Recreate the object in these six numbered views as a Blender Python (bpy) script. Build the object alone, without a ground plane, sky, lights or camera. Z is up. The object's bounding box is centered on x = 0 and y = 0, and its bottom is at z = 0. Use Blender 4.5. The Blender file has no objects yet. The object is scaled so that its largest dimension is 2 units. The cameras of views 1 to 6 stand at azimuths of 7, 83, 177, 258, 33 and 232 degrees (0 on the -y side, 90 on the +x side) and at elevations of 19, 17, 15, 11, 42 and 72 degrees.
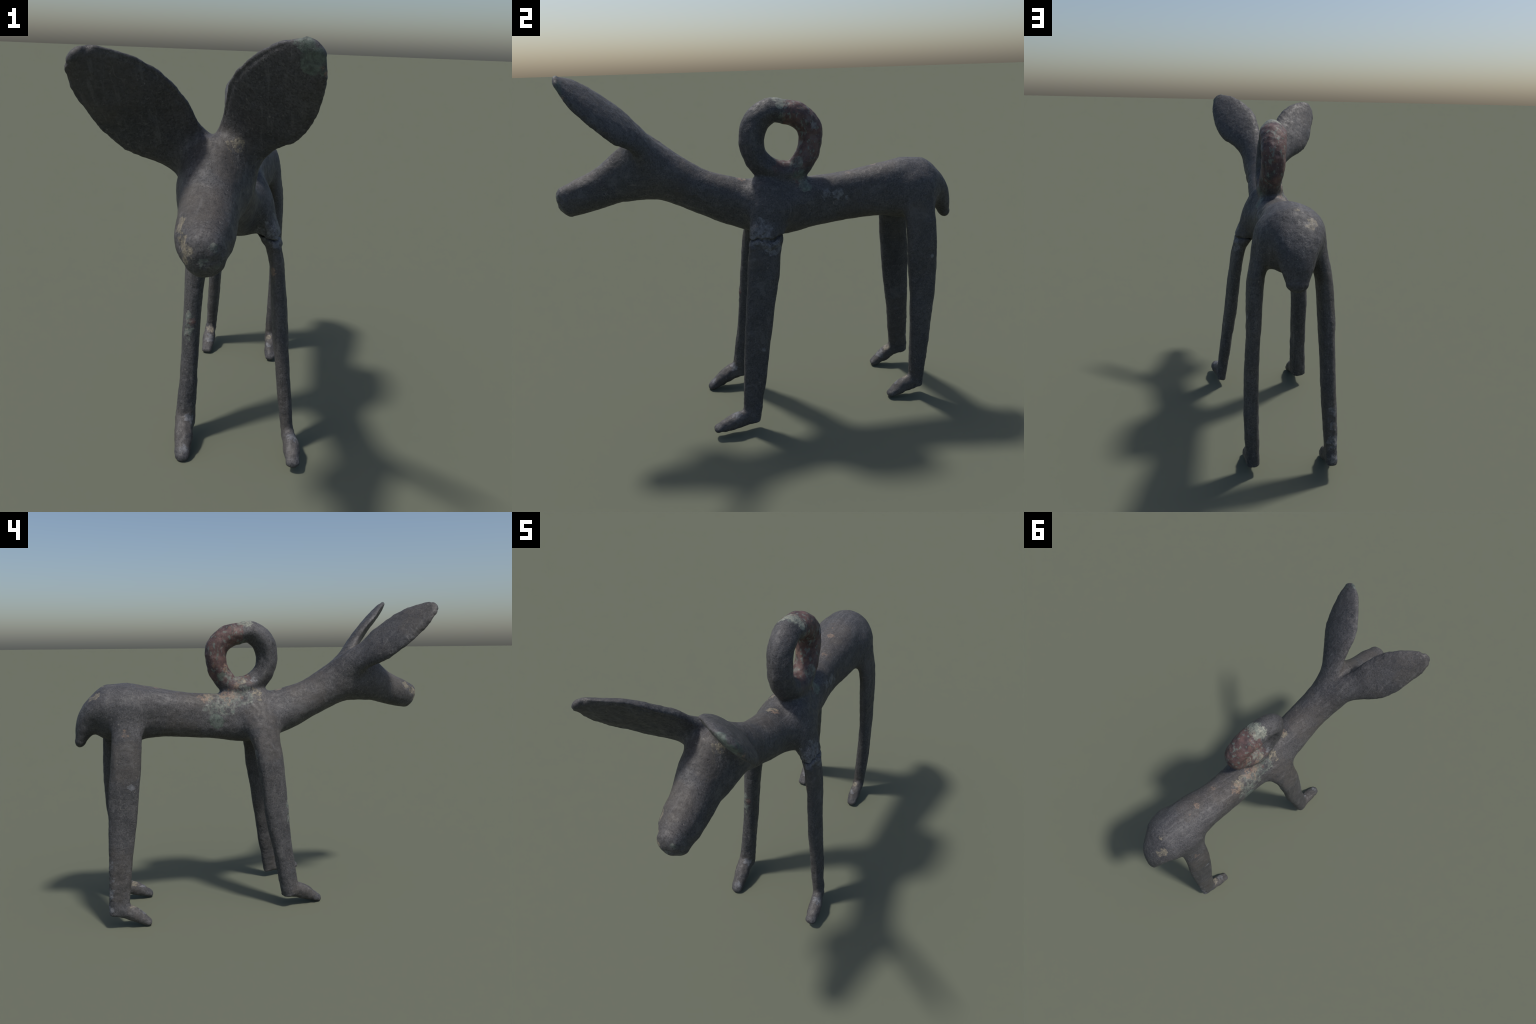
"""Small cast-bronze figurine of a long-eared, deer-like animal with a suspension loop
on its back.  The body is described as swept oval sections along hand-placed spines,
blended into one smooth casting, then split into named anatomical parts."""
import bpy, math
import numpy as np
from mathutils import Vector

STEP = 0.004          # size of the surface cells, metres

# ---------------------------------------------------------------- spines
# every row: spine point x, y, z, half width, half height (, roll of the section)
SPINE = dict(
    body=[
        (0.010, -0.621, 1.293, 0.088, 0.090, 0.640),
        (-0.002, -0.488, 1.259, 0.101, 0.106, 0.592),
        (-0.006, -0.323, 1.183, 0.100, 0.105, 0.533),
        (-0.021, -0.147, 1.114, 0.105, 0.118, 0.440),
        (-0.021, 0.036, 1.068, 0.114, 0.122, 0.301),
        (-0.043, 0.223, 1.091, 0.107, 0.123, 0.138),
        (-0.064, 0.421, 1.111, 0.106, 0.122, -0.016),
        (-0.067, 0.598, 1.130, 0.128, 0.134, -0.179),
        (-0.079, 0.720, 1.131, 0.149, 0.155, -0.354),
        (-0.081, 0.816, 1.139, 0.140, 0.142, -0.523),
    ],
    tail=[
        (-0.087, 0.765, 1.191, 0.089, 0.051),
        (-0.104, 0.869, 1.169, 0.092, 0.055),
        (-0.100, 0.910, 1.123, 0.088, 0.059),
        (-0.098, 0.941, 1.062, 0.072, 0.049),
        (-0.098, 0.966, 0.997, 0.048, 0.030),
    ],
    saddle=[
        (-0.001, -0.018, 1.183, 0.059, 0.055),
        (-0.008, 0.076, 1.185, 0.057, 0.055),
        (-0.015, 0.166, 1.175, 0.059, 0.053),
    ],
    ring=[
        (-0.015, 0.073, 1.254, 0.069, 0.058),
        (-0.006, -0.002, 1.285, 0.067, 0.059),
        (-0.005, -0.053, 1.345, 0.064, 0.060),
        (-0.007, -0.067, 1.428, 0.063, 0.063),
        (-0.016, -0.040, 1.503, 0.063, 0.065),
        (-0.024, 0.027, 1.551, 0.067, 0.061),
        (-0.028, 0.094, 1.545, 0.069, 0.056),
        (-0.026, 0.160, 1.527, 0.065, 0.059),
        (-0.026, 0.215, 1.472, 0.063, 0.060),
        (-0.024, 0.224, 1.394, 0.060, 0.056),
        (-0.015, 0.194, 1.316, 0.056, 0.056),
        (-0.012, 0.141, 1.260, 0.061, 0.055),
    ],
    earL=[
        (-0.010, -0.434, 1.258, 0.051, 0.054, -0.347),
        (-0.057, -0.526, 1.357, 0.051, 0.067, -0.723),
        (-0.113, -0.612, 1.416, 0.049, 0.088, -0.985),
        (-0.167, -0.691, 1.480, 0.052, 0.121, -0.977),
        (-0.214, -0.788, 1.562, 0.045, 0.119, -0.979),
        (-0.265, -0.867, 1.625, 0.034, 0.089, -0.919),
        (-0.297, -0.913, 1.666, 0.019, 0.053, -0.892),
        (-0.304, -0.929, 1.678, 0.013, 0.029, -0.841),
    ],
    earR=[
        (0.007, -0.441, 1.253, 0.050, 0.055, 0.271),
        (0.049, -0.548, 1.372, 0.049, 0.069, 0.663),
        (0.108, -0.625, 1.470, 0.047, 0.094, 0.986),
        (0.166, -0.711, 1.546, 0.048, 0.128, 1.062),
        (0.221, -0.784, 1.615, 0.044, 0.117, 1.050),
        (0.271, -0.851, 1.678, 0.032, 0.079, 1.017),
        (0.303, -0.881, 1.717, 0.013, 0.036, 1.004),
    ],
    legFR=[
        (0.050, 0.013, 1.182, 0.031, 0.070, -0.163),
        (0.112, -0.016, 1.021, 0.036, 0.078, -0.165),
        (0.162, -0.043, 0.851, 0.030, 0.080, -0.178),
        (0.185, -0.067, 0.664, 0.031, 0.073, -0.184),
        (0.206, -0.094, 0.466, 0.032, 0.066, -0.185),
        (0.233, -0.119, 0.262, 0.030, 0.056, -0.182),
        (0.260, -0.144, 0.053, 0.027, 0.044, -0.188),
    ],
    footFR=[
        (0.263, -0.156, 0.075, 0.024, 0.041),
        (0.287, -0.237, 0.065, 0.036, 0.038),
        (0.300, -0.318, 0.044, 0.029, 0.019),
    ],
    legFL=[
        (-0.061, 0.008, 1.180, 0.033, 0.075, -0.309),
        (-0.136, -0.012, 1.049, 0.046, 0.079, -0.313),
        (-0.180, -0.036, 0.901, 0.045, 0.076, -0.314),
        (-0.196, -0.060, 0.722, 0.039, 0.070, -0.313),
        (-0.203, -0.081, 0.520, 0.036, 0.066, -0.324),
        (-0.207, -0.117, 0.303, 0.037, 0.053, -0.337),
        (-0.214, -0.153, 0.079, 0.040, 0.047, -0.339),
    ],
    footFL=[
        (-0.215, -0.163, 0.101, 0.036, 0.041),
        (-0.198, -0.244, 0.065, 0.038, 0.038),
        (-0.183, -0.325, 0.016, 0.029, 0.019),
    ],
    legRR=[
        (0.021, 0.753, 1.169, 0.036, 0.072, -0.069),
        (0.067, 0.781, 0.975, 0.038, 0.080, -0.075),
        (0.076, 0.793, 0.761, 0.032, 0.077, -0.087),
        (0.083, 0.797, 0.533, 0.032, 0.064, -0.090),
        (0.083, 0.791, 0.298, 0.034, 0.050, -0.097),
        (0.074, 0.785, 0.058, 0.032, 0.036, -0.101),
    ],
    footRR=[
        (0.079, 0.769, 0.080, 0.029, 0.041),
        (0.086, 0.705, 0.056, 0.036, 0.038),
        (0.093, 0.641, 0.021, 0.029, 0.019),
    ],
    legRL=[
        (-0.175, 0.713, 1.161, 0.036, 0.072, -0.047),
        (-0.231, 0.731, 0.972, 0.039, 0.077, -0.048),
        (-0.251, 0.753, 0.766, 0.036, 0.077, -0.044),
        (-0.264, 0.774, 0.547, 0.034, 0.071, -0.040),
        (-0.278, 0.794, 0.318, 0.033, 0.059, -0.035),
        (-0.293, 0.811, 0.085, 0.028, 0.053, -0.026),
    ],
    footRL=[
        (-0.295, 0.801, 0.107, 0.025, 0.041),
        (-0.289, 0.731, 0.067, 0.036, 0.038),
        (-0.286, 0.661, 0.016, 0.029, 0.019),
    ],
    head=[
        (0.044, -0.950, 1.175, 0.062, 0.073),
        (0.028, -0.885, 1.196, 0.085, 0.082),
        (0.017, -0.780, 1.234, 0.090, 0.092),
        (0.002, -0.680, 1.276, 0.101, 0.117),
        (0.007, -0.590, 1.329, 0.095, 0.131),
    ],
)
SIDE = (1, 0, 0)
REF = dict(earL=(.45, -.7, .5), earR=(-.45, -.7, .5))
EXPONENT = dict(body=2.1, head=2.2, tail=2.1, ring=1.95, saddle=2.2)
CAP = dict(body=(.06, .092), head=(.044, .07), tail=(.05, .042), earL=(.05, .014), earR=(.05, .016), saddle=(.04, .04))


def unit(v):
    return v / np.maximum(np.linalg.norm(v, axis=-1, keepdims=True), 1e-9)


def spline(rows, count, closed=False):
    """Catmull-Rom curve through the control rows."""
    V = np.asarray(rows, float)
    if closed:
        e = np.vstack([V[-1], V, V[0], V[1]])
        V = e[1:-1]
    else:
        e = np.vstack([2 * V[0] - V[1], V, 2 * V[-1] - V[-2]])
    K = len(V)
    u = np.linspace(0, K - 1, count)
    i = np.minimum(u.astype(int), K - 2)
    t = (u - i)[:, None]
    p0, p1, p2, p3 = e[i], e[i + 1], e[i + 2], e[i + 3]
    return .5 * (2 * p1 + (p2 - p0) * t + (2 * p0 - 5 * p1 + 4 * p2 - p3) * t ** 2
                 + (-p0 + 3 * p1 - 3 * p2 + p3) * t ** 3)


class Sweep:
    """Signed distance to a super-elliptic section swept along a spine."""

    def __init__(s, name, rows):
        rows = np.asarray(rows, float)
        s.closed = name == 'ring'
        step = dict(body=9, tail=12, ring=7).get(name, 5)
        S = spline(rows, step * (len(rows) - 1 + s.closed) + 1, s.closed)
        s.name = name
        s.C = S[:, :3]
        s.a = np.maximum(S[:, 3], .003)
        s.b = np.maximum(S[:, 4], .003)
        ref = np.asarray(REF.get(name, SIDE), float)
        s.T = unit(np.gradient(s.C, axis=0))
        if s.closed:
            s.T[0] = s.T[-1] = unit(s.C[1] - s.C[-2])
        A = unit(ref - (s.T @ ref)[:, None] * s.T)
        B = np.cross(s.T, A)
        if rows.shape[1] > 5:
            r = S[:, 5:6]
            A, B = np.cos(r) * A + np.sin(r) * B, np.cos(r) * B - np.sin(r) * A
        s.A, s.B = A, B
        s.n = EXPONENT.get(name, 2.8 if name.startswith('leg') else 2.1)
        s.cap = CAP.get(name, (.03, .02) if name.startswith('leg') else (.02, .02))
        m = max(s.a.max(), s.b.max()) + .1
        s.lo, s.hi = s.C.min(0) - m, s.C.max(0) + m

    def local(s, P):
        best = np.full(len(P), 1e9)
        idx = np.zeros(len(P))
        C = s.C
        for i in range(len(C) - 1):
            d = C[i + 1] - C[i]
            q = P - C[i]
            qd = np.einsum('ij,j->i', q, d)
            t = np.clip(qd / (d @ d), 0, 1)
            dd = np.einsum('ij,ij->i', q, q) - t * (2 * qd - t * (d @ d))
            m = dd < best
            best[m] = dd[m]
            idx[m] = i + t[m]
        i = np.minimum(idx.astype(int), len(C) - 2)
        f = idx - i

        def L(X):
            return (X[i].T * (1 - f) + X[i + 1].T * f).T
        c, T, A, B = L(C), unit(L(s.T)), unit(L(s.A)), unit(L(s.B))
        q = P - c
        dot = lambda a, b: np.einsum('ij,ij->i', a, b)
        return idx / (len(C) - 1), dot(q, A), dot(q, B), dot(q, T), L(s.a), L(s.b)

    def dist(s, P):
        u, x, y, w, a, b = s.local(P)
        cap = np.where(u < .5, s.cap[0], s.cap[1])
        rho = np.sqrt(x * x + y * y)
        inner = (u >= 1e-6) & (u <= 1 - 1e-6) | s.closed
        f = np.where(inner, np.minimum(np.sqrt(x * x + y * y + w * w) / np.maximum(rho, 1e-6), 2), 1)
        x, y = x * f, y * f
        w = np.where((u < 1e-6) | (u > 1 - 1e-6), w, 0) * (not s.closed)
        a, b, x, y = shape_section(s.name, u, x, y, a, b)
        n = s.n
        if s.name.startswith('leg'):
            n = 2.0 + .9 * smooth(.15, .5, u)
        if s.name == 'body':        # the trunk is flatter underneath
            t = smooth(.2, .45, u) * (1 - smooth(.75, .95, u))
            n = 2.2 + .35 * t
        k = ((np.abs(x / a) ** n + np.abs(y / b) ** n) ** (2 / n) + (w / cap) ** 2) ** .5
        if s.name.startswith('leg'):        # filed shanks: flat faces with chamfered corners
            e = 9
            o = (np.abs(x / a) ** e + np.abs(y / b) ** e + (.655 * (np.abs(x / a) + np.abs(y / b))) ** e) ** (1 / e)
            g = smooth(.3, .5, u) * (w == 0)
            k = k + (o - k) * g
        if s.name == 'ring':        # the forward half keeps the hammered, chamfered section
            e = 8
            o = (np.abs(x / a) ** e + np.abs(y / b) ** e + (.77 * (np.abs(x / a) + np.abs(y / b))) ** e) ** (1 / e)
            g = 1 - smooth(.03, .11, P[:, 1])
            k = k + (o - k) * g
        q = np.sqrt(x * x + y * y + w * w)
        d = np.where(k > 1, (k - 1) * q / np.maximum(k, 1e-6), (k - 1) * np.minimum(a, b))
        return d

    def __call__(s, P):
        out = np.full(len(P), .1)
        m = np.all((P > s.lo) & (P < s.hi), axis=1)
        if m.any():
            out[m] = np.minimum(s.dist(P[m]), .1)
        return out


def smooth(lo, hi, x):
    t = np.clip((x - lo) / (hi - lo), 0, 1)
    return t * t * (3 - 2 * t)


def mended_joint(P):
    """Old break near the top of one foreleg: a thicker stub, an open groove, a lumpy lip below."""
    z = P[:, 2] + .06 * (P[:, 0] - .18) + .005 * np.sin(55 * P[:, 1] + 2) + .003 * np.sin(140 * P[:, 1] + 90 * P[:, 0])
    lump = .6 + .4 * np.sin(70 * P[:, 1] + 40 * P[:, 0] + 1.0)
    return (-(.004 + .007 * lump) * smooth(.966, .974, z) * (1 - smooth(.99, 1.05, z))
            + .008 * np.exp(-((z - .961) / .005) ** 2)
            - .008 * lump * np.exp(-((z - .935) / .014) ** 2))


def shape_section(name, u, x, y, a, b):
    if name.startswith('ear'):      # round stalk that opens into a flat-faced, round-backed leaf
        leaf = smooth(.05, .55, u)
        front = a * (1 - leaf) + np.minimum(a, .013) * leaf
        a = np.where(x > 0, front, a)
    return a, b, x, y


def smin(a, b, k):
    h = np.maximum(k - np.abs(a - b), 0) / k
    return np.minimum(a, b) - h * h * k * .25


def blend(d):
    """Join the distances of the single parts into one casting with soft fillets."""
    f = smin(smin(d['body'], d['head'], .09), d['tail'], .058)
    for leg in ('FR', 'FL', 'RR', 'RL'):
        f = smin(f, smin(d['leg' + leg], d['foot' + leg], .016), .09 if leg[0] == 'F' else .048)
    f = smin(f, smin(d['earL'], d['earR'], .03), .07)
    return smin(f, smin(d['ring'], d['saddle'], .035), .04)


PART = {k: Sweep(k, v) for k, v in SPINE.items()}


def figure(P):
    d = {k: s(P) for k, s in PART.items()}
    f = blend(d)
    return f + mended_joint(P) * (1 - smooth(.0, .03, d['legFR']))


# ---------------------------------------------------------------- surface
def extract():
    """Surface nets on a grid that is only evaluated near the surface."""
    lo = np.array([-.42, -1.03, -.03])
    hi = np.array([.42, 1.03, 1.80])
    B = 4
    n = (np.ceil((hi - lo) / (STEP * B)).astype(int))
    N = n * B
    c = np.stack(np.meshgrid(*[np.arange(k) for k in n], indexing='ij'), -1).reshape(-1, 3)
    cd = figure(lo + (c + .5) * STEP * B).astype(np.float32)
    G = np.repeat(np.repeat(np.repeat(cd.reshape(n), B, 0), B, 1), B, 2)
    act = c[np.abs(cd) < STEP * B * 1.6]
    off = np.stack(np.meshgrid(*[np.arange(B)] * 3, indexing='ij'), -1).reshape(-1, 3)
    I = (act[:, None] * B + off[None]).reshape(-1, 3)
    for s in range(0, len(I), 400000):
        J = I[s:s + 400000]
        G[J[:, 0], J[:, 1], J[:, 2]] = figure(lo + J * STEP)
    ins = G < 0
    vid = -np.ones(N, np.int32)
    mixed = np.zeros(N - 1, bool)
    base = ins[:-1, :-1, :-1]
    for dx in (0, 1):
        for dy in (0, 1):
            for dz in (0, 1):
                mixed |= ins[dx:N[0] - 1 + dx, dy:N[1] - 1 + dy, dz:N[2] - 1 + dz] != base
    cells = np.argwhere(mixed)
    vid[cells[:, 0], cells[:, 1], cells[:, 2]] = np.arange(len(cells))
    acc = np.zeros((len(cells), 3))
    cnt = np.zeros(len(cells))
    corner = [(x, y, z) for x in (0, 1) for y in (0, 1) for z in (0, 1)]
    for p in corner:
        for ax in range(3):
            if p[ax]:
                continue
            q = list(p)
            q[ax] = 1
            ga = G[cells[:, 0] + p[0], cells[:, 1] + p[1], cells[:, 2] + p[2]]
            gb = G[cells[:, 0] + q[0], cells[:, 1] + q[1], cells[:, 2] + q[2]]
            m = (ga < 0) != (gb < 0)
            t = np.where(m, ga / np.where(m, ga - gb, 1), 0)
            pt = np.array(p, float) + t[:, None] * (np.array(q) - np.array(p))
            acc[m] += pt[m]
            cnt[m] += 1
    V = lo + (cells + acc / cnt[:, None]) * STEP
    quads = []
    for ax in range(3):
        sl = [slice(None)] * 3
        sh = [slice(None)] * 3
        sl[ax] = slice(0, -1)
        sh[ax] = slice(1, None)
        e = np.argwhere(ins[tuple(sl)] != ins[tuple(sh)])
        flip = ins[tuple(sl)][e[:, 0], e[:, 1], e[:, 2]]
        b1, b2 = (ax + 1) % 3, (ax + 2) % 3
        o1 = np.eye(3, dtype=int)[b1]
        o2 = np.eye(3, dtype=int)[b2]
        q = np.stack([vid[tuple((e - s).T)] for s in (0 * o1, o1, o1 + o2, o2)], 1)
        q[~flip] = q[~flip][:, ::-1]
        quads.append(q)
    Q = np.vstack(quads)
    # slide the vertices onto the exact surface
    for _ in range(2):
        h = .002
        g = np.stack([figure(V + h * np.eye(3)[k]) - figure(V - h * np.eye(3)[k]) for k in range(3)], 1) / (2 * h)
        f = figure(V)
        V = V - np.clip(f / np.maximum((g * g).sum(1), .05), -STEP, STEP)[:, None] * g * .9
    return V, Q


def vertex_normals(V, Q):
    fn = np.cross(V[Q[:, 2]] - V[Q[:, 0]], V[Q[:, 3]] - V[Q[:, 1]])
    out = np.zeros_like(V)
    for k in range(4):
        for ax in range(3):
            out[:, ax] += np.bincount(Q[:, k], fn[:, ax], len(V))
    return unit(out)


# ---------------------------------------------------------------- surface relief
def lattice(ix, iy, iz, seed):
    h = (ix * 73856093) ^ (iy * 19349663) ^ (iz * 83492791) ^ (seed * 2654435)
    h = (h ^ (h >> 13)) * 1274126177 & 0x7fffffff
    return ((h ^ (h >> 16)) & 0xffff) / 32767.5 - 1


def grain(P, size, seed):
    """Smooth value noise in -1..1 with features of the given size (a number or x, y, z)."""
    q = P / np.asarray(size, float) + 100.0
    i = np.floor(q).astype(np.int64)
    f = q - i
    f = f * f * (3 - 2 * f)
    out = np.zeros(len(P))
    for dx in (0, 1):
        for dy in (0, 1):
            for dz in (0, 1):
                w = (f[:, 0] if dx else 1 - f[:, 0]) * (f[:, 1] if dy else 1 - f[:, 1]) * (f[:, 2] if dz else 1 - f[:, 2])
                out += w * lattice(i[:, 0] + dx, i[:, 1] + dy, i[:, 2] + dz, seed)
    return out


def bump(P, c, r):
    d = np.linalg.norm((P - np.array(c)) / np.array(r), axis=1)
    return 1 - smooth(.55, 1.0, d)


def relief(V, N, kind):
    """Cast and corroded surface: soft hammer marks, pits, crusts, chipped ear rims, worn patches."""
    h = .0022 * grain(V, .085, 1) + .0012 * grain(V, .035, 2) + .0007 * grain(V, .014, 3)
    leg = np.isin(kind, ['legFR', 'legFL', 'legRR', 'legRL'])
    foot = np.isin(kind, ['footFR', 'footFL', 'footRR', 'footRL'])
    low = 1 - smooth(.15, .6, V[:, 2])
    h += (leg | foot) * (.0022 * grain(V, (.022, .022, .3), 4) + .0010 * low * grain(V, .016, 5))
    h += foot * (.0014 * grain(V, .02, 6))
    # front edge ridges and crust at the back of one hind leg
    crust = bump(V, (-.30, .86, .2), (.07, .03, .3))
    h += crust * .0035 * np.maximum(grain(V, .013, 7), -.2)
    h += bump(V, (-.20, -.145, .56), (.035, .03, .075)) * (.003 * grain(V, .018, 8) + .001)
    # ears: nibbled rims with a shallow groove
    for k in ('earL', 'earR'):
        m = np.where(kind == k)[0]
        u, x, y, w, a, b = PART[k].local(V[m])
        e = np.abs(y) / b
        rim = smooth(.72, .98, e) * smooth(.3, .45, u) * (1 - smooth(.84, .93, u))
        h[m] += rim * (.0012 * grain(V[m], .034, 9) + .0015 * grain(V[m], .012, 10))
        h[m] += -.0016 * (1 - smooth(.84, .93, u)) * smooth(.82, .9, e) * (1 - smooth(.9, .98, e)) * (x > 0)
    # loop: red crust stands proud and rough on the rear half
    m = kind == 'ring'
    red = m * smooth(.075, .09, V[:, 1]) * smooth(1.27, 1.32, V[:, 2])
    h += red * (.002 + .0026 * grain(V, .022, 11))
    h += m * (1 - red) * .0016 * grain(V, .03, 12)
    # muzzle: two flat chips and small pits
    h -= .0045 * bump(V, (-.035, -.965, 1.212), (.035, .05, .034))
    h -= .004 * bump(V, (-.045, -.915, 1.245), (.03, .05, .035))
    h += bump(V, (.07, -.985, 1.18), (.06, .06, .07)) * .003 * grain(V, .017, 13)
    # lips of the mended joint and the scar on the flank
    h += bump(V, (.17, -.04, .955), (.12, .12, .06)) * .0035 * grain(V, .02, 14)
    h += bump(V, (-.15, .24, 1.07), (.06, .09, .05)) * .0035 * grain(V, .028, 15)
    return V + N * h[:, None]


# ---------------------------------------------------------------- bronze and its patina
def patina(name, points):
    # patches are shared by all parts so that none stops at a border
    spots = {k: [c for c in v if np.min(np.linalg.norm(points - np.array(c[:3]), axis=1)) < c[3] * 1.4]
             for k, v in SPOTS.items()}
    if name.endswith('loop'):
        spots['red'] = [(.082, 1.27)]
    mat = bpy.data.materials.new(name)
    mat.use_nodes = True
    nt = mat.node_tree
    nd, lk = nt.nodes, nt.links
    bsdf = nd['Principled BSDF']
    co = nd.new('ShaderNodeTexCoord').outputs['Object']

    def put(sock, v):
        if isinstance(v, bpy.types.NodeSocket):
            lk.new(v, sock)
        elif v is not None:
            sock.default_value = v

    def math(op, a, b=None, c=None):
        n = nd.new('ShaderNodeMath')
        n.operation = op
        for s, v in zip(n.inputs, (a, b, c)):
            put(s, v)
        return n.outputs[0]

    def vmath(op, a, b=None, scale=None):
        n = nd.new('ShaderNodeVectorMath')
        n.operation = op
        put(n.inputs[0], a)
        put(n.inputs[1], b)
        put(n.inputs[3], scale)
        return n

    def noise(scale, detail=4, rough=.6, vec=None, color=False, dist=0.0):
        n = nd.new('ShaderNodeTexNoise')
        put(n.inputs['Vector'], vec or co)
        n.inputs['Scale'].default_value = scale
        n.inputs['Detail'].default_value = detail
        n.inputs['Roughness'].default_value = rough
        n.inputs['Distortion'].default_value = dist
        return n.outputs['Color' if color else 'Fac']

    def step(v, lo, hi, to0=0.0, to1=1.0):
        n = nd.new('ShaderNodeMapRange')
        n.interpolation_type = 'SMOOTHSTEP'
        put(n.inputs[0], v)
        for s, x in zip(n.inputs[1:5], (lo, hi, to0, to1)):
            s.default_value = x
        return n.outputs[0]

    def mix(f, a, b):
        n = nd.new('ShaderNodeMix')
        n.data_type = 'RGBA'
        put(n.inputs[0], f)
        put(n.inputs[6], a if isinstance(a, bpy.types.NodeSocket) else (*a, 1))
        put(n.inputs[7], b if isinstance(b, bpy.types.NodeSocket) else (*b, 1))
        return n.outputs[2]

    sep = nd.new('ShaderNodeSeparateXYZ')
    put(sep.inputs[0], co)
    X, Y, Z = sep.outputs

    # shared ragged coordinates for the patches
    jit = vmath('SUBTRACT', noise(28, 3, .7, color=True), (.5, .5, .5)).outputs[0]
    ragged = vmath('ADD', co, vmath('SCALE', jit, None, .055).outputs[0]).outputs[0]

    def patches(kind):
        m = None
        for x, y, z, r in spots.get(kind, ()):
            d = vmath('DISTANCE', ragged, (x, y, z)).outputs['Value']
            s = step(d, r * .55, r, 1, 0)
            m = s if m is None else math('MAXIMUM', m, s)
        return m

    # dark cast bronze, mottled grey with brown and blue-black clouds
    col = mix(step(noise(5, 5, .65), .35, .68), TONE['dark'], TONE['mid'])
    col = mix(math('MULTIPLY', step(noise(3.1, 4, .6, vmath('ADD', co, (7, 3, 1)).outputs[0]), .45, .7), .45), col, TONE['brown'])
    col = mix(math('MULTIPLY', step(noise(34, 5, .75), .48, .70), .5), col, TONE['worn'])
    col = mix(math('MULTIPLY', step(noise(105, 3, .7), .50, .68), .5), col, TONE['speck'])
    col = mix(math('MULTIPLY', step(noise(150, 2, .6, vmath('ADD', co, (2, 5, 9)).outputs[0]), .48, .64), .6), col, (.024, .023, .024))

    def layer(kind, a, b, lo, hi, scale, amount=1.0):
        """Patches of one colour family, broken up by noise."""
        nonlocal col
        m = patches(kind)
        if m is None:
            return
        brk = step(math('ADD', math('MULTIPLY', m, .24), math('ADD', math('MULTIPLY', noise(scale, 5, .75), .7), math('MULTIPLY', noise(scale * .45, 2, .5), .3))), lo, hi)
        m = math('MULTIPLY', math('MULTIPLY', brk, step(m, 0, .15)), amount)
        col = mix(m, col, mix(step(noise(scale * 1.7, 3, .7), .4, .62), a, b))

    # film of earth, copper-red crust, greens, tans and greys
    layer('earth', (.068, .059, .051), (.083, .072, .061), .56, .80, 14, .4)
    if 'red' in spots:
        (y0, z0), = spots['red']
        j = nd.new('ShaderNodeSeparateXYZ')
        put(j.inputs[0], ragged)
        m = math('MULTIPLY', step(math('ADD', j.outputs[1], math('MULTIPLY', step(j.outputs[2], 1.36, 1.28), .06)), y0 - .006, y0 + .008), step(j.outputs[2], z0 - .03, z0 + .05))
        red = mix(step(noise(16, 4, .7), .38, .62), (.062, .038, .040), (.118, .068, .062))
        red = mix(math('MULTIPLY', step(noise(42, 3, .7), .55, .68), .8), red, (.15, .09, .065))
        red = mix(math('MULTIPLY', step(noise(13, 4, .7, vmath('ADD', co, (4, 4, 4)).outputs[0]), .57, .68), .8), red, (.035, .04, .038))
        red = mix(math('MULTIPLY', step(noise(55, 3, .6, vmath('MULTIPLY', co, (1, 1, .6)).outputs[0]), .56, .64), .8), red, (.14, .165, .145))
        col = mix(math('MULTIPLY', m, .95), col, red)
    layer('rust', (.12, .065, .055), (.085, .05, .05), .66, .76, 34, .7)
    layer('green', (.10, .125, .11), (.19, .20, .17), .67, .79, 38, .7)
    layer('pale', (.15, .165, .14), (.27, .28, .225), .60, .74, 40, .85)
    layer('deepgreen', (.07, .092, .079), (.125, .16, .135), .60, .76, 30, .75)
    layer('tan', (.14, .125, .095), (.25, .22, .16), .655, .77, 44, .75)
    layer('orange', (.16, .11, .08), (.27, .19, .14), .68, .77, 55, .65)
    layer('grey', (.115, .12, .135), (.19, .195, .205), .66, .77, 42, .75)

    # lengthwise burnishing marks
    streak = noise(70, 3, .6, vmath('MULTIPLY', co, (1, .09, .16)).outputs[0])
    col = mix(math('MULTIPLY', step(streak, .56, .68), .35), col, TONE['speck'])
    col = mix(math('MULTIPLY', step(streak, .44, .34), .3), col, (.03, .029, .031))
    # scattered pale flecks and fine fibres of dust
    fleck = math('MULTIPLY', step(noise(75, 2, .5, vmath('ADD', co, (3, 1, 8)).outputs[0]), .70, .76), .7)
    col = mix(fleck, col, (.17, .155, .14))
    vo = nd.new('ShaderNodeTexVoronoi')
    vo.feature = 'DISTANCE_TO_EDGE'
    put(vo.inputs['Vector'], vmath('ADD', co, vmath('SCALE', vmath('SUBTRACT', noise(9, 2, .5, color=True), (.5, .5, .5)).outputs[0], None, .25).outputs[0]).outputs[0])
    vo.inputs['Scale'].default_value = 17
    hair = math('MULTIPLY', step(vo.outputs['Distance'], .006, .018, 1, 0), step(noise(11, 2, .5), .60, .66))
    col = mix(math('MULTIPLY', hair, .5), col, (.16, .15, .14))
    lk.new(col, bsdf.inputs['Base Color'])

    # relief finer than the mesh
    hgt = math('ADD', math('MULTIPLY', noise(60, 5, .7), .6), math('MULTIPLY', noise(190, 3, .7), .4))
    pit = step(noise(95, 2, .5, vmath('ADD', co, (8, 8, 2)).outputs[0]), .30, .40)
    hgt = math('ADD', hgt, math('MULTIPLY', pit, .35))
    bp = nd.new('ShaderNodeBump')
    bp.inputs['Strength'].default_value = .42
    bp.inputs['Distance'].default_value = .0045
    lk.new(hgt, bp.inputs['Height'])
    lk.new(bp.outputs[0], bsdf.inputs['Normal'])
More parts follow.
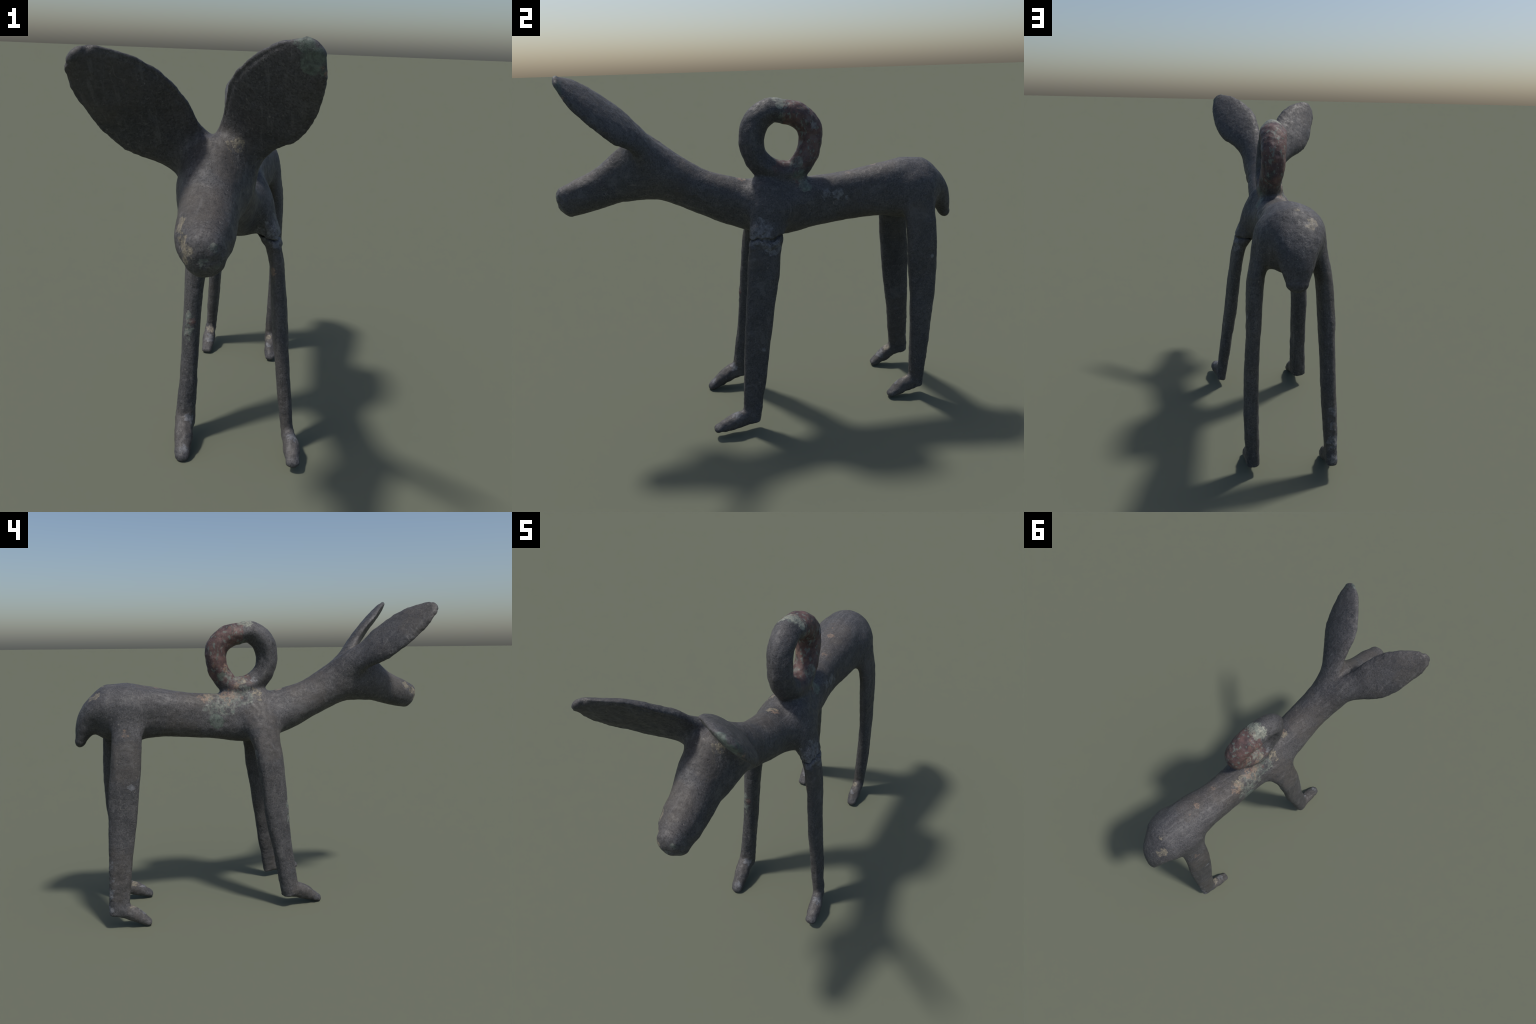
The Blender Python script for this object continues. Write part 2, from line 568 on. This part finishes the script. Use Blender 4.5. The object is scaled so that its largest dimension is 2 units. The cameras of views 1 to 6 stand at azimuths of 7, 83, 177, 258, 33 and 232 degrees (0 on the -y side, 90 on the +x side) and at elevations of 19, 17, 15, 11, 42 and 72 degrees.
    put(bsdf.inputs['Roughness'], step(noise(45, 3, .6), .3, .7, .52, .76))
    bsdf.inputs['Specular IOR Level'].default_value = .4
    return mat


TONE = dict(dark=(.048, .048, .052), mid=(.071, .070, .074), brown=(.070, .061, .055), worn=(.108, .105, .105), speck=(.125, .122, .122))

SPOTS = dict(
    pale=[(-.045, .065, 1.60, .05), (-.005, .072, 1.60, .045), (.03, .065, 1.58, .03), (-.055, .09, 1.57, .03)],
    tan=[
        (-0.035, -0.965, 1.212, 0.05), (-0.045, -0.915, 1.245, 0.042), (-0.005, -0.99, 1.182, 0.04), (0.075, -0.66, 1.43, 0.035),
        (-0.02, -0.125, 1.23, 0.035), (-0.1, 0.01, 1.21, 0.05), (-0.1, 0.29, 1.19, 0.055), (-0.08, 0.24, 1.21, 0.03),
        (-0.148, 0.9, 1.218, 0.028), (-0.1, 0.83, 1.274, 0.03), (-0.158, 0.87, 1.235, 0.03), (-0.174, 0.88, 1.22, 0.02),
        (-0.06, 0.09, 1.28, 0.03), (-0.03, 0.05, 1.59, 0.03), (-0.08, 0.01, 1.22, 0.04), (0.068, 0.725, 0.098, 0.03),
        (-0.283, 0.738, 0.12, 0.04),
    ],
    green=[
        (0.079, -0.985, 1.206, 0.024), (0.083, -0.975, 1.156, 0.022), (0.05, -0.99, 1.16, 0.02), (-0.095, 0.1, 1.2, 0.1),
        (-0.12, 0.19, 1.17, 0.09), (-0.13, 0.27, 1.15, 0.075), (0.04, 0.18, 1.19, 0.05), (0.01, 0.16, 1.25, 0.05),
        (-0.02, 0.06, 1.6, 0.055), (-0.02, 0.082, 1.595, 0.05), (0.03, 0.075, 1.585, 0.035), (-0.05, 0.08, 1.565, 0.035),
        (-0.05, 0.105, 1.295, 0.055), (0.035, 0.15, 1.3, 0.045), (-0.07, 0.16, 1.33, 0.04), (0.03, 0.08, 1.53, 0.03),
        (-0.205, -0.145, 0.6, 0.04), (-0.2, -0.15, 0.55, 0.035), (-0.205, -0.152, 0.515, 0.04),
    ],
    earth=[
        (0, -0.85, 1.27, 0.12), (0.04, -0.68, 1.4, 0.12), (0.05, -0.62, 1.42, 0.1), (-0.27, -0.86, 1.6, 0.16),
        (-0.06, -0.3, 1.25, 0.16), (0.03, -0.42, 1.25, 0.12), (-0.05, 0.45, 1.0, 0.2), (0.05, 0.1, 0.97, 0.14),
        (-0.06, 0.35, 1.23, 0.16), (-0.05, 0.6, 1.26, 0.12), (-0.16, 0.0, 1.1, 0.12), (0.15, -0.11, 0.86, 0.09),
        (0.16, -0.04, 0.97, 0.07), (0.26, -0.2, 0.1, 0.1), (-0.18, -0.04, 0.95, 0.14), (-0.19, -0.17, 0.1, 0.1),
        (0.07, 0.73, 0.12, 0.1), (0.05, 0.74, 1.0, 0.12), (-0.28, 0.78, 0.3, 0.2), (-0.25, 0.75, 0.9, 0.15),
        (0.28, -0.24, 0.1, 0.1), (-0.19, -0.25, 0.08, 0.1), (0.08, 0.7, 0.08, 0.09), (-0.28, 0.72, 0.08, 0.09),
    ],
    deepgreen=[
        (0.302, -0.884, 1.685, 0.055), (0.28, -0.9, 1.72, 0.04), (-0.14, 0.25, 1.08, 0.06), (0.034, 0.188, 1.182, 0.04),
        (-0.08, 0.2, 1.31, 0.04), (0.035, 0.15, 1.24, 0.05), (-0.05, 0.09, 1.51, 0.04),
    ],
    orange=[
        (0.336, -0.864, 1.662, 0.022), (0.0, -0.13, 1.23, 0.03), (-0.088, 0.17, 1.2, 0.07), (-0.11, 0.316, 1.201, 0.05),
        (-0.071, 0.563, 1.261, 0.03), (-0.09, 0.63, 1.26, 0.02), (-0.03, 0.42, 1.24, 0.03), (-0.075, 0.175, 1.36, 0.035),
        (-0.03, 0.1, 1.6, 0.025), (-0.07, 0.12, 1.26, 0.03), (0.155, -0.112, 0.83, 0.03), (-0.257, 0.737, 1.04, 0.03),
        (-0.24, 0.72, 0.96, 0.02),
    ],
    grey=[
        (-0.13, -0.66, 1.5, 0.025), (0.045, 0.29, 1.142, 0.04), (0.045, 0.35, 1.145, 0.04), (0.045, 0.4, 1.12, 0.025),
        (0.13, -0.05, 1.0, 0.09), (-0.248, 0.81, 1.11, 0.015), (-0.07, 0.02, 1.3, 0.03), (0.03, 0.23, 1.48, 0.025),
        (0.185, -0.06, 0.985, 0.055), (0.19, -0.02, 0.945, 0.06), (0.18, 0.03, 0.93, 0.05), (0.16, -0.11, 0.96, 0.04),
        (0.2, 0, 0.9, 0.04), (0.24, -0.07, 0.42, 0.02), (-0.211, 0.04, 0.895, 0.03), (-0.184, -0.19, 0.13, 0.03),
        (0.105, 0.83, 0.795, 0.022), (-0.3, 0.86, 0.2, 0.05), (-0.3, 0.86, 0.28, 0.04), (-0.295, 0.855, 0.36, 0.04),
        (-0.3, 0.86, 0.12, 0.04), (-0.282, 0.72, 0.772, 0.025), (0.285, -0.22, 0.11, 0.04), (-0.184, -0.197, 0.125, 0.035),
        (-0.18, -0.31, 0.04, 0.03), (0.08, 0.68, 0.07, 0.03), (-0.283, 0.7, 0.07, 0.04),
    ],
    rust=[
        (-0.08, 0.13, 1.22, 0.07), (0.05, 0.156, 1.216, 0.04), (-0.185, -0.145, 0.58, 0.03),
    ],
)


def relax(V, Q, rounds):
    """Gentle Taubin smoothing to clear the grid's grain."""
    E = np.vstack([Q[:, [0, 1]], Q[:, [1, 2]], Q[:, [2, 3]], Q[:, [3, 0]]])
    E = np.vstack([E, E[:, ::-1]])
    deg = np.bincount(E[:, 0], minlength=len(V))[:, None]
    for r in range(rounds):
        for lam in (.5, -.52):
            s = np.stack([np.bincount(E[:, 0], V[E[:, 1], k], len(V)) for k in range(3)], 1)
            V = V + lam * (s / deg - V)
    return V


V, Q = extract()
V = relax(V, Q, 2)
keys = list(SPINE)


def nearest_part(P):
    k = np.array(keys, dtype=object)[np.stack([PART[k](P) for k in keys], 1).argmin(1)]
    k[k == 'saddle'] = 'ring'
    return k


V = relief(V, vertex_normals(V, Q), nearest_part(V))
V[:, 2] = np.where(V[:, 2] < .006, .003 + .5 * np.maximum(V[:, 2], -.006), V[:, 2])    # worn flat soles
NRM = vertex_normals(V, Q)

# ---------------------------------------------------------------- which face belongs to which part
FC = V[Q].mean(1)
label = nearest_part(FC)
isbody = label == 'body'
label[isbody & (FC[:, 1] < -.14)] = 'neck'
label[isbody & (FC[:, 1] < -.60)] = 'head'
label[isbody & (FC[:, 1] >= -.14)] = 'torso'

root = bpy.data.objects.new('bronze_animal_figurine', None)
bpy.context.scene.collection.objects.link(root)
root['label'] = 'dark patinated bronze long-eared deer figurine with loop on back'
root['category'] = 'animal figurine'


def build(key, name, parent):
    f = Q[label == key]
    used, inv = np.unique(f, return_inverse=True)
    me = bpy.data.meshes.new(name)
    me.from_pydata(V[used].tolist(), [], inv.reshape(-1, 4).tolist())
    me.polygons.foreach_set('use_smooth', np.ones(len(f), bool))
    me.update()
    me.normals_split_custom_set_from_vertices(NRM[used].tolist())
    me.materials.append(patina('bronze_' + name, V[used[::5]]))
    ob = bpy.data.objects.new(name, me)
    bpy.context.scene.collection.objects.link(ob)
    ob.parent = parent
    return ob


for key, name in (('head', 'head'), ('neck', 'neck'), ('torso', 'torso'), ('tail', 'tail'),
                  ('ring', 'suspension_loop'), ('earL', 'ear'), ('earR', 'ear')):
    build(key, name, root)
for leg in ('FR', 'FL', 'RR', 'RL'):
    ob = build('leg' + leg, 'foreleg' if leg[0] == 'F' else 'hindleg', root)
    build('foot' + leg, 'hoof', ob)
